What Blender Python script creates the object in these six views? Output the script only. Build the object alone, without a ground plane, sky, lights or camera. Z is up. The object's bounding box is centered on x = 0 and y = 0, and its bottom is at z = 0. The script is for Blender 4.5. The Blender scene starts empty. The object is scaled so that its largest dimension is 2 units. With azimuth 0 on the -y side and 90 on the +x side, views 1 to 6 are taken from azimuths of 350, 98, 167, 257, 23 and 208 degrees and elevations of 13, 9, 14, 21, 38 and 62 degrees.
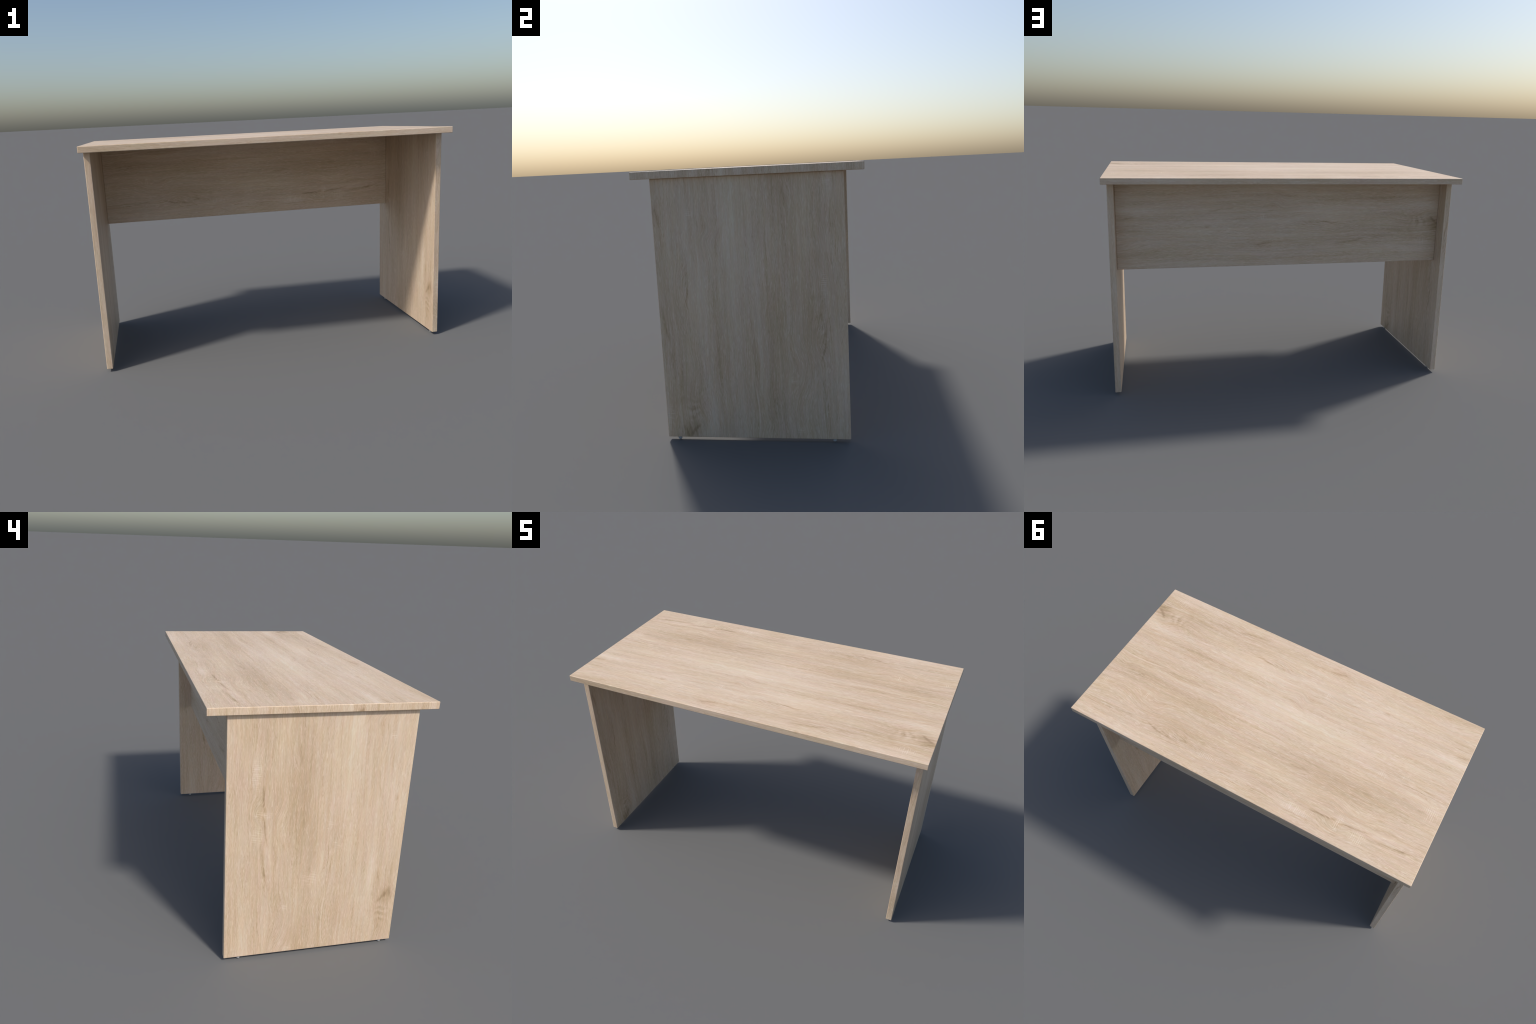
"""Plain panel desk in a pale oak decor: one top board, two full-depth side boards,
a recessed modesty board and four small screw-in feet."""
import bpy, bmesh, math
from mathutils import Vector

# ------------------------------------------------------------------ dimensions (m)
HALF_W, HALF_D, HEIGHT = 1.000, 0.500, 1.2330
T_TOP = 0.0335                                   # top board thickness
UNDER = HEIGHT - T_TOP
SIDE_L = (-0.9820, -0.9490)                      # x range of the side boards
SIDE_R = (0.9415, 0.9750)
SIDE_Y = (-0.4213, 0.4150)
SIDE_Z = 0.0151                                  # gap under the side boards
MOD_Y = (0.3020, 0.3330)                         # modesty board
MOD_Z = 0.7105
FOOT_Y = (-0.3715, 0.3430)
FOOT_R = 0.0092
EDGE = 0.0032                                    # rounding of the board edges


def srgb(r, g, b):
    f = lambda c: (c / 255 / 12.92) if c / 255 <= 0.04045 else ((c / 255 + 0.055) / 1.055) ** 2.4
    return (f(r), f(g), f(b), 1.0)


# ------------------------------------------------------------------ small node language
class Val:
    """A float socket with arithmetic, so that masks read as formulas."""
    tree = None

    def __init__(self, s):
        self.s = s

    @staticmethod
    def op(kind, *args, clamp=False):
        n = Val.tree.nodes.new('ShaderNodeMath')
        n.operation = kind
        n.use_clamp = clamp
        for i, a in enumerate(args):
            if isinstance(a, Val):
                Val.tree.links.new(a.s, n.inputs[i])
            else:
                n.inputs[i].default_value = a
        return Val(n.outputs[0])

    def __add__(self, o): return Val.op('ADD', self, o)
    def __radd__(self, o): return Val.op('ADD', self, o)
    def __sub__(self, o): return Val.op('SUBTRACT', self, o)
    def __rsub__(self, o): return Val.op('SUBTRACT', o, self)
    def __mul__(self, o): return Val.op('MULTIPLY', self, o)
    def __rmul__(self, o): return Val.op('MULTIPLY', self, o)


def mad(a, b, c):
    return Val.op('MULTIPLY_ADD', a, b, c)


def smooth(x, lo, hi):
    n = Val.tree.nodes.new('ShaderNodeMapRange')
    n.interpolation_type = 'SMOOTHSTEP'
    Val.tree.links.new(x.s, n.inputs['Value'])
    n.inputs['From Min'].default_value = lo
    n.inputs['From Max'].default_value = hi
    return Val(n.outputs['Result'])


def noise(u, v, su, sv, detail=2.0, rough=0.5, seed=0.0):
    """Noise stretched along the grain, centred on 0 (about -0.5 .. 0.5)."""
    t = Val.tree
    c = t.nodes.new('ShaderNodeCombineXYZ')
    t.links.new((u * su).s, c.inputs[0])
    t.links.new((v * sv).s, c.inputs[1])
    c.inputs[2].default_value = seed
    n = t.nodes.new('ShaderNodeTexNoise')
    n.noise_dimensions = '3D'
    n.inputs['Scale'].default_value = 1.0
    n.inputs['Detail'].default_value = detail
    n.inputs['Roughness'].default_value = rough
    t.links.new(c.outputs[0], n.inputs['Vector'])
    return Val(n.outputs['Fac']) - 0.5


def along(u, u0, reach):
    """Distance along the grain from u0, on the repeating sheet."""
    d = u - u0
    if abs(u0) + reach > 0.72:
        d = Val.op('WRAP', d, PERIOD / 2, -PERIOD / 2)
    return d


def bell(u, v, u0, v0, su, sv):
    a = along(u, u0, 2.5 * su) * (1 / su)
    b = mad(v, 1 / sv, -v0 / sv)
    q = mad(a, a, b * b)
    return Val.op('POWER', 0.36788, q)


# ------------------------------------------------------------------ the oak decor
# One printed oak sheet: u runs along the grain, v across it (metres on the desk top,
# u = x and v = y there). The sheet repeats every PERIOD along the grain.
PERIOD = 2.055

# grain figures: centre u, centre v, half length, slope, curvature, width, strength (- = pale)
STREAKS = [
    (0.685, -0.152, 0.313, 0.028, 0.04, 0.0079, 0.55),
    (0.841, 0.031, 0.152, 0.039, -0.44, 0.0025, 0.80),
    (0.844, 0.040, 0.142, 0.024, -0.55, 0.0029, -0.60),
    (0.738, 0.046, 0.244, 0.076, -0.16, 0.0100, 0.70),
    (0.516, 0.036, 0.195, 0.133, -0.10, 0.0080, 0.45),
    (0.491, 0.391, 0.109, -0.147, -1.08, 0.0040, 1.00),
    (0.431, 0.387, 0.085, -0.035, -2.16, 0.0032, 0.70),
    (0.401, 0.377, 0.066, 0.041, -2.76, 0.0036, 0.70),
    (0.420, 0.415, 0.116, 0.090, -0.11, 0.0025, 0.50),
    (0.832, 0.392, 0.159, 0.107, -0.44, 0.0046, 0.50),
    (0.873, 0.378, 0.123, 0.061, -0.52, 0.0031, 0.50),
    (0.860, 0.400, 0.130, 0.060, -0.08, 0.0027, -0.40),
    (0.391, -0.427, 0.093, 0.152, 0.49, 0.0087, 0.90),
    (0.197, -0.298, 0.171, -0.058, -0.36, 0.0050, 0.80),
    (0.249, -0.305, 0.036, -0.290, -0.52, 0.0058, 0.60),
    (0.128, -0.304, 0.095, -0.011, -1.01, 0.0037, 0.60),
    (0.111, -0.314, 0.073, -0.020, -1.53, 0.0033, 0.60),
    (0.570, -0.402, 0.046, 0.065, -0.28, 0.0097, 0.50),
    (-0.077, 0.013, 0.153, 0.002, -0.21, 0.0037, 0.50),
    (-0.025, 0.206, 0.113, 0.036, 0.29, 0.0063, 0.50),
    (-0.259, 0.385, 0.157, -0.023, -0.06, 0.0046, 0.55),
    (-0.472, 0.383, 0.075, 0.081, -0.31, 0.0060, 1.15),
    (-0.643, 0.371, 0.085, 0.145, -0.20, 0.0055, 1.15),
    (-0.171, -0.431, 0.061, 0.148, 1.97, 0.0072, 0.80),
    (-0.011, -0.414, 0.078, 0.017, -0.35, 0.0057, 0.40),
    (-0.312, -0.275, 0.074, 0.026, -0.37, 0.0069, 0.50),
    (-0.463, -0.225, 0.046, 0.208, 1.78, 0.0066, 0.65),
    (-0.372, -0.211, 0.041, 0.234, 0.00, 0.0044, 0.40),
    (-0.509, -0.320, 0.018, 0.024, 0.70, 0.0089, 0.70),
    (-0.230, 0.211, 0.042, 0.048, -2.26, 0.0034, 0.60),
    (-0.283, 0.205, 0.027, -0.180, 1.75, 0.0040, 0.60),
    (-0.929, -0.309, 0.069, 0.056, 2.20, 0.0057, 0.60),
    (-0.965, -0.265, 0.036, 0.204, -1.84, 0.0062, 0.70),
    (-0.938, -0.305, 0.061, -0.038, 0.58, 0.0021, -0.60),
    (-0.879, 0.027, 0.120, -0.013, 0.14, 0.0033, 0.80),
    (-0.905, 0.012, 0.092, -0.057, -0.03, 0.0033, 0.70),
    (-0.754, -0.129, 0.086, 0.000, -0.28, 0.0062, 0.40),
    (-0.793, 0.310, 0.073, 0.097, 1.39, 0.0067, 0.60),
    (-0.827, 0.378, 0.115, 0.123, -0.37, 0.0080, 1.10),
    (-0.810, 0.341, 0.034, 0.199, -0.20, 0.0024, -0.60),
    (-0.891, 0.396, 0.039, 0.150, 1.39, 0.0023, -0.60),
    (-0.959, 0.367, 0.037, -0.083, -0.28, 0.0041, 0.50),
    (-0.566, 0.450, 0.021, 0.189, -0.81, 0.0060, 0.50),
    (-0.475, -0.140, 0.088, 0.048, 0.28, 0.0144, 0.35),
    (-0.032, -0.130, 0.083, -0.193, 1.35, 0.0115, 0.50),
    (0.956, -0.306, 0.032, -0.72, 6.00, 0.0110, 1.00),      # hook of the knot
    (0.975, -0.348, 0.038, 0.25, 0.00, 0.0080, 0.70),
    (0.60, 0.440, 0.22, 0.040, 0.00, 0.0030, -0.35),
    (-0.22, -0.045, 0.26, 0.010, -0.05, 0.0045, -0.45),
    (0.05, -0.235, 0.16, 0.030, -0.10, 0.0040, -0.45),
    (-0.60, 0.100, 0.22, 0.020, 0.10, 0.0035, 0.40),
    (-0.70, 0.205, 0.20, 0.060, 0.00, 0.0030, 0.40),
    (0.10, 0.110, 0.20, 0.020, 0.00, 0.0050, 0.40),
    (-0.45, 0.045, 0.16, 0.015, 0.10, 0.0040, 0.40),
]
# broad tone fields: u, v, half length, half width, strength (+ tan, - pale)
FIELDS = [
    (0.32, -0.24, 0.20, 0.045, -0.50), (-0.14, -0.085, 0.22, 0.035, -0.50),
    (-0.95, -0.226, 0.13, 0.022, -0.80), (0.38, 0.15, 0.24, 0.07, 0.50),
    (-0.46, 0.19, 0.32, 0.09, 0.45), (0.82, 0.10, 0.17, 0.045, 0.50),
    (0.67, 0.465, 0.30, 0.045, -0.50), (-0.01, 0.40, 0.045, 0.10, -0.40), (0.05, -0.08, 0.20, 0.22, -0.28),
    (-0.31, 0.425, 0.12, 0.028, -0.60), (-0.76, 0.11, 0.20, 0.045, 0.35),
    (0.965, -0.325, 0.060, 0.042, 1.05), (0.82, -0.295, 0.10, 0.035, 0.45), (0.75, -0.36, 0.15, 0.05, 0.30),
    (0.90, -0.20, 0.12, 0.030, -0.40), (0.20, -0.20, 0.30, 0.10, -0.30),
    (-0.45, -0.30, 0.40, 0.13, -0.38), (-0.45, -0.05, 0.35, 0.05, -0.20),
    (0.55, 0.28, 0.30, 0.08, 0.22), (0.70, 0.17, 0.20, 0.06, 0.25), (-0.90, -0.33, 0.14, 0.030, 0.35),
]
# places where the grain is pushed aside: u, v, half length, half width, push
PUSHES = [
    (0.47, 0.355, 0.11, 0.040, 0.035), (0.20, -0.33, 0.11, 0.040, 0.030),
    (-0.55, 0.43, 0.08, 0.040, -0.035), (-0.28, 0.215, 0.05, 0.020, 0.012),
    (0.80, -0.30, 0.12, 0.060, 0.030),
]
# places where the grain runs slantwise: u, v, half length, half width, slant
SLANTS = [
    (0.74, 0.27, 0.16, 0.060, 0.45), (-0.06, -0.17, 0.06, 0.050, 0.50),
    (-0.56, 0.29, 0.10, 0.040, 0.35), (-0.95, -0.42, 0.14, 0.040, -0.30),
    (0.96, 0.09, 0.06, 0.050, 0.40),
]
# saw marks across the grain: u, v, half length, half width, strength
SAWMARKS = [
    (0.20, 0.390, 0.085, 0.022, 0.7), (-0.345, 0.420, 0.070, 0.026, 1.1),
    (-0.560, 0.383, 0.022, 0.040, 1.3), (-0.675, 0.410, 0.045, 0.032, 1.1),
    (-0.638, 0.032, 0.024, 0.018, 1.2), (-0.745, -0.014, 0.035, 0.020, 0.7),
    (-0.940, 0.116, 0.045, 0.045, 1.0), (0.685, 0.227, 0.020, 0.030, 0.9),
    (0.953, 0.251, 0.025, 0.025, 0.7), (-0.172, -0.266, 0.025, 0.018, 0.9),
    (0.880, -0.435, 0.060, 0.030, 0.8),
]


def build_decor():
    g = bpy.data.node_groups.new('oak_decor', 'ShaderNodeTree')
    g.interface.new_socket('U', in_out='INPUT', socket_type='NodeSocketFloat')
    g.interface.new_socket('V', in_out='INPUT', socket_type='NodeSocketFloat')
    g.interface.new_socket('Gain', in_out='INPUT', socket_type='NodeSocketFloat').default_value = 1.0
    g.interface.new_socket('Color', in_out='OUTPUT', socket_type='NodeSocketColor')
    g.interface.new_socket('Height', in_out='OUTPUT', socket_type='NodeSocketFloat')
    Val.tree = g
    gi = g.nodes.new('NodeGroupInput')
    go = g.nodes.new('NodeGroupOutput')
    U, V = Val(gi.outputs[0]), Val(gi.outputs[1])

    # flow of the grain: wv carries the broad figure, fv the fine fibres
    wav = noise(U, V, 1.5, 4.0, 2.0, 0.5, 3.1)
    rip = noise(U, V, 9.0, 26.0, 2.0, 0.55, 7.7)
    wv = mad(wav, 0.055, V)
    wv = mad(rip, 0.005, wv)
    for u0, v0, su, sv, k in PUSHES:
        wv = mad(bell(U, V, u0, v0, su, sv), k, wv)
    fv = mad(noise(U, V, 3.5, 10.0, 1.0, 0.5, 8.1), 0.022, wv)
    for u0, v0, su, sv, k in SLANTS:
        fv = mad(bell(U, V, u0, v0, su, sv) * along(U, u0, 2.5 * su), k, fv)

    # broad tone
    tone = noise(U, wv, 0.7, 9.0, 3.0, 0.5, 1.3) * 0.44
    tone = mad(noise(U, fv, 2.6, 60.0, 2.0, 0.6, 5.9), 0.36, tone)
    tone = mad(noise(U, wv, 1.1, 30.0, 2.0, 0.5, 17.3), 0.20, tone)
    tone = mad(noise(U, V, 3.5, 9.0, 2.0, 0.5, 27.1), 0.20, tone)
    tone = mad(noise(U, fv, 4.0, 140.0, 2.0, 0.6, 19.7), 0.30, tone)
    for u0, v0, su, sv, k in FIELDS:
        tone = mad(bell(U, V, u0, v0, su, sv), k * 0.26, tone)

    # single streaks, cracks and pale lines
    fibre = noise(U, fv, 22.0, 250.0, 3.0, 0.7, 11.0)
    vs = mad(rip, 0.008, V)
    acc = None
    for u0, v0, h, c1, c2, w, k in STREAKS:
        t = along(U, u0, 2 * h)
        line = mad(t, mad(t, c2, c1), v0)
        d = (vs - line) * (1 / w)
        a = t * (1 / (0.95 * h))
        a = a * a
        m = Val.op('POWER', 0.36788, mad(a, a, d * d))
        acc = m * k if acc is None else mad(m, k, acc)
    tone = mad(acc, mad(fibre, 0.6, 0.28), tone)

    # chevrons beside the knot
    bend = Val.op('ABSOLUTE', V + 0.302)
    phase = mad(bend, 0.42, along(U, 0.9, 0.9))
    phase = mad(noise(U, V, 14.0, 16.0, 3.0, 0.6, 2.2), 0.085, phase)
    chev = Val.op('SINE', phase * 150.0)
    tone = mad(chev * bell(U, V, 0.845, -0.306, 0.060, 0.036), -0.15, tone)

    # fibre and pores
    tone = mad(fibre, 0.46, tone)
    pore = smooth(noise(U, fv, 42.0, 350.0, 1.0, 0.5, 4.4), 0.05, 0.17)
    patch = smooth(noise(U, wv, 2.2, 16.0, 2.0, 0.5, 9.3), -0.20, 0.16)
    pore = pore * mad(patch, 0.75, 0.25)
    tone = mad(pore, 0.16, tone)
    hair = smooth(noise(U, fv, 30.0, 320.0, 1.0, 0.5, 14.4), 0.06, 0.18)
    tone = mad(hair, -0.20, tone)

    # saw marks: short pale strokes square to the grain, in rows
    jitter = noise(U, V, 12.0, 30.0, 1.0, 0.5, 6.6)
    teeth = Val.op('SINE', mad(jitter, 3.0, along(U, 0.0, 1.0) * (2 * math.pi * 216 / PERIOD)))
    saw = smooth(teeth, 0.25, 0.95) * smooth(noise(U, V, 60.0, 26.0, 1.0, 0.5, 16.1), -0.12, 0.10)
    zone = None
    for u0, v0, su, sv, k in SAWMARKS:
        m = bell(U, V, u0, v0, su, sv)
        zone = m * k if zone is None else mad(m, k, zone)
    zone = smooth(zone, 0.10, 0.85)
    saw = saw * zone
    tone = mad(saw, -0.38, tone)
    tone = mad(zone, -0.05, tone)

    # colour
    ramp = g.nodes.new('ShaderNodeValToRGB')
    cr = ramp.color_ramp
    stops = [(0.00, srgb(*PALE)), (0.36, srgb(*LIGHT)), (0.54, srgb(*MID)), (0.76, srgb(*TAN)), (1.0, srgb(*BROWN))]
    cr.elements[0].position, cr.elements[0].color = stops[0]
    cr.elements[1].position, cr.elements[1].color = stops[-1]
    for p, c in stops[1:-1]:
        cr.elements.new(p).color = c
    g.links.new(Val.op('MULTIPLY_ADD', tone, Val(gi.outputs[2]), 0.46, clamp=True).s, ramp.inputs[0])
    hue = noise(U, fv, 9.0, 60.0, 3.0, 0.6, 21.0)
    hue2 = noise(U, V, 2.5, 7.0, 2.0, 0.5, 23.0)
    hue = smooth(mad(hue2, 0.35, hue), -0.24, 0.24)
    tint = g.nodes.new('ShaderNodeMix')
    tint.data_type = 'RGBA'
    g.links.new(hue.s, tint.inputs['Factor'])
    tint.inputs[6].default_value = (1.020, 0.988, 0.985, 1)      # rosy
    tint.inputs[7].default_value = (0.980, 1.006, 0.990, 1)      # straw
    # a second, slower drift between honey and ash
    ash = smooth(mad(noise(U, fv, 9.0, 60.0, 3.0, 0.6, 31.0), 0.9, noise(U, V, 2.2, 9.0, 2.0, 0.5, 33.0) * 0.6), -0.26, 0.26)
    drift = g.nodes.new('ShaderNodeMix')
    drift.data_type = 'RGBA'
    g.links.new(ash.s, drift.inputs['Factor'])
    drift.inputs[6].default_value = (1.003, 1.000, 0.962, 1)
    drift.inputs[7].default_value = (0.994, 0.998, 1.045, 1)
    both = g.nodes.new('ShaderNodeMix')
    both.data_type = 'RGBA'
    both.blend_type = 'MULTIPLY'
    both.inputs['Factor'].default_value = 1.0
    g.links.new(tint.outputs[2], both.inputs[6])
    g.links.new(drift.outputs[2], both.inputs[7])
    mul = g.nodes.new('ShaderNodeMix')
    mul.data_type = 'RGBA'
    mul.blend_type = 'MULTIPLY'
    mul.inputs['Factor'].default_value = 1.0
    g.links.new(ramp.outputs[0], mul.inputs[6])
    g.links.new(both.outputs[2], mul.inputs[7])
    g.links.new(mul.outputs[2], go.inputs['Color'])
    g.links.new(mad(pore, -1.0, saw * 0.5).s, go.inputs['Height'])
    return g


PALE, LIGHT, MID, TAN, BROWN = (224, 207, 187), (213, 190, 165), (202, 177, 150), (185, 160, 130), (159, 135, 106)
_decor = None


def oak(name, u_axis, u_off, v_axis, v_off, scale, gain=1.0):
    """Oak board face: u = (P.u_axis + u_off) / scale, v likewise."""
    global _decor
    if _decor is None:
        _decor = build_decor()
    m = bpy.data.materials.new(name)
    m.use_nodes = True
    t = m.node_tree
    Val.tree = t
    bsdf = t.nodes['Principled BSDF']
    tc = t.nodes.new('ShaderNodeTexCoord')

    def project(axis, off):
        n = t.nodes.new('ShaderNodeVectorMath')
        n.operation = 'DOT_PRODUCT'
        t.links.new(tc.outputs['Object'], n.inputs[0])
        n.inputs[1].default_value = axis
        return mad(Val(n.outputs['Value']), 1 / scale, off / scale)

    grp = t.nodes.new('ShaderNodeGroup')
    grp.node_tree = _decor
    t.links.new(project(u_axis, u_off).s, grp.inputs['U'])
    t.links.new(project(v_axis, v_off).s, grp.inputs['V'])
    grp.inputs['Gain'].default_value = gain
    t.links.new(grp.outputs['Color'], bsdf.inputs['Base Color'])
    bsdf.inputs['Roughness'].default_value = 0.5
    bsdf.inputs['IOR'].default_value = 1.45
    return m


# ------------------------------------------------------------------ geometry
X, Y, Z = (1, 0, 0), (0, 1, 0), (0, 0, 1)
NX, NY, NZ = (-1, 0, 0), (0, -1, 0), (0, 0, -1)
DIRECTIONS = [X, NX, Y, NY, Z, NZ]

root = bpy.data.objects.new('desk', None)
bpy.context.collection.objects.link(root)
root['label'] = 'plain pale oak panel desk with recessed back board'
root['category'] = 'desk'


def board(name, lo, hi, faces):
    """A rounded-edge board; faces maps each outward direction to its decor material."""
    bm = bmesh.new()
    bmesh.ops.create_cube(bm, size=1.0)
    lo, hi = Vector(lo), Vector(hi)
    for v in bm.verts:
        v.co = Vector(((lo[i] + hi[i]) / 2 + v.co[i] * (hi[i] - lo[i])) for i in range(3))
    bmesh.ops.bevel(bm, geom=bm.edges[:], offset=EDGE, segments=4, profile=0.5, affect='EDGES')
    bm.normal_update()
    me = bpy.data.meshes.new(name)
    keys = []
    for d in DIRECTIONS:
        if faces[d] not in keys:
            keys.append(faces[d])
    for f in bm.faces:
        d = max(DIRECTIONS, key=lambda a: f.normal.dot(Vector(a)))
        f.material_index = keys.index(faces[d])
        f.smooth = True
    bm.to_mesh(me)
    bm.free()
    for k in keys:
        me.materials.append(k)
    me.set_sharp_from_angle(angle=math.radians(60))
    ob = bpy.data.objects.new(name, me)
    bpy.context.collection.objects.link(ob)
    mod = ob.modifiers.new('weighted_normal', 'WEIGHTED_NORMAL')
    mod.keep_sharp = True
    ob.parent = root
    return ob


S_SIDE, S_MOD = 0.876, 0.940
# --- top board: decor as printed, the end bands carry on over the edge
top_faces = {
    Z: oak('oak_top_face', X, 0.0, Y, 0.0, 1.0),
    NZ: oak('oak_top_underside', NX, 0.0, Y, 0.0, 1.0),
    NX: oak('oak_end_band_west', Z, -HALF_W * 0.45 - HEIGHT, Y, 0.0, 0.45, 1.4),
    X: oak('oak_end_band_east', NZ, HALF_W * 0.45 + HEIGHT, Y, 0.0, 0.45, 1.4),
    NY: oak('oak_long_band_front', X, 0.0, NZ, HEIGHT - 0.50, 1.0),
    Y: oak('oak_long_band_back', X, 0.0, NZ, HEIGHT + 0.47, 1.0),
}
board('table_top', (-HALF_W, -HALF_D, UNDER), (HALF_W, HALF_D, HEIGHT), top_faces)

# --- side boards: grain upright
side_faces = {
    NX: oak('oak_side_west_face', Z, -HEIGHT, Y, 0.085, S_SIDE),
    X: oak('oak_side_east_face', NZ, 0.889, Y, 0.024, S_SIDE),
    NY: oak('oak_side_band_front', Z, -0.60, X, -0.60, S_SIDE),
    Y: oak('oak_side_band_back', Z, -0.70, X, 0.70, S_SIDE),
    Z: oak('oak_side_band_end', X, 0.0, Y, 0.0, S_SIDE),
}
side_faces[NZ] = side_faces[Z]
for xr in (SIDE_L, SIDE_R):
    board('side_panel', (xr[0], SIDE_Y[0], SIDE_Z), (xr[1], SIDE_Y[1], UNDER), side_faces)

# --- modesty board between the sides
mod_faces = {
    Y: oak('oak_modesty_back_face', NX, -0.030, Z, -1.245, S_MOD),
    NY: oak('oak_modesty_front_face', NX, -0.033, NZ, 1.182, S_MOD),
    NZ: oak('oak_modesty_band', NX, 0.0, Y, -0.2, S_MOD),
}
mod_faces[Z] = mod_faces[NZ]
mod_faces[X] = mod_faces[NX] = mod_faces[Y]
board('modesty_panel', (SIDE_L[1], MOD_Y[0], MOD_Z), (SIDE_R[0], MOD_Y[1], UNDER), mod_faces)

# --- feet: short turned glides with a rounded base, their stems run up into the board
grey = bpy.data.materials.new('grey_plastic')
grey.use_nodes = True
Val.tree = grey.node_tree
b = grey.node_tree.nodes['Principled BSDF']
tcn = grey.node_tree.nodes.new('ShaderNodeTexCoord')
sep = grey.node_tree.nodes.new('ShaderNodeTexNoise')
sep.inputs['Scale'].default_value = 180.0
grey.node_tree.links.new(tcn.outputs['Object'], sep.inputs['Vector'])
rmp = grey.node_tree.nodes.new('ShaderNodeValToRGB')
rmp.color_ramp.elements[0].color = srgb(166, 168, 170)
rmp.color_ramp.elements[1].color = srgb(182, 184, 186)
grey.node_tree.links.new(sep.outputs['Fac'], rmp.inputs[0])
grey.node_tree.links.new(rmp.outputs[0], b.inputs['Base Color'])
b.inputs['Roughness'].default_value = 0.45

PROFILE = [(0.0, 0.0), (0.0060, 0.0), (0.0078, 0.0010), (0.0089, 0.0030), (FOOT_R, 0.0055),
           (FOOT_R, 0.0138), (0.0086, 0.0147), (0.0050, 0.0149), (0.0050, 0.0260), (0.0, 0.0260)]


def foot_mesh():
    bm = bmesh.new()
    n = 32
    rings = []
    for r, z in PROFILE:
        if r == 0:
            rings.append([bm.verts.new((0, 0, z))])
        else:
            rings.append([bm.verts.new((r * math.cos(2 * math.pi * i / n), r * math.sin(2 * math.pi * i / n), z)) for i in range(n)])
    for a, c in zip(rings, rings[1:]):
        for i in range(n):
            j = (i + 1) % n
            q = [a[i % len(a)], a[j % len(a)], c[j % len(c)], c[i % len(c)]]
            q = list(dict.fromkeys(q))
            bm.faces.new(q).smooth = True
    bmesh.ops.recalc_face_normals(bm, faces=bm.faces[:])
    me = bpy.data.meshes.new('foot')
    bm.to_mesh(me)
    bm.free()
    me.materials.append(grey)
    me.set_sharp_from_angle(angle=math.radians(50))
    return me


me = foot_mesh()
for xr in (SIDE_L, SIDE_R):
    for y in FOOT_Y:
        ob = bpy.data.objects.new('foot', me)
        bpy.context.collection.objects.link(ob)
        ob.location = ((xr[0] + xr[1]) / 2, y, 0.0)
        ob.parent = root
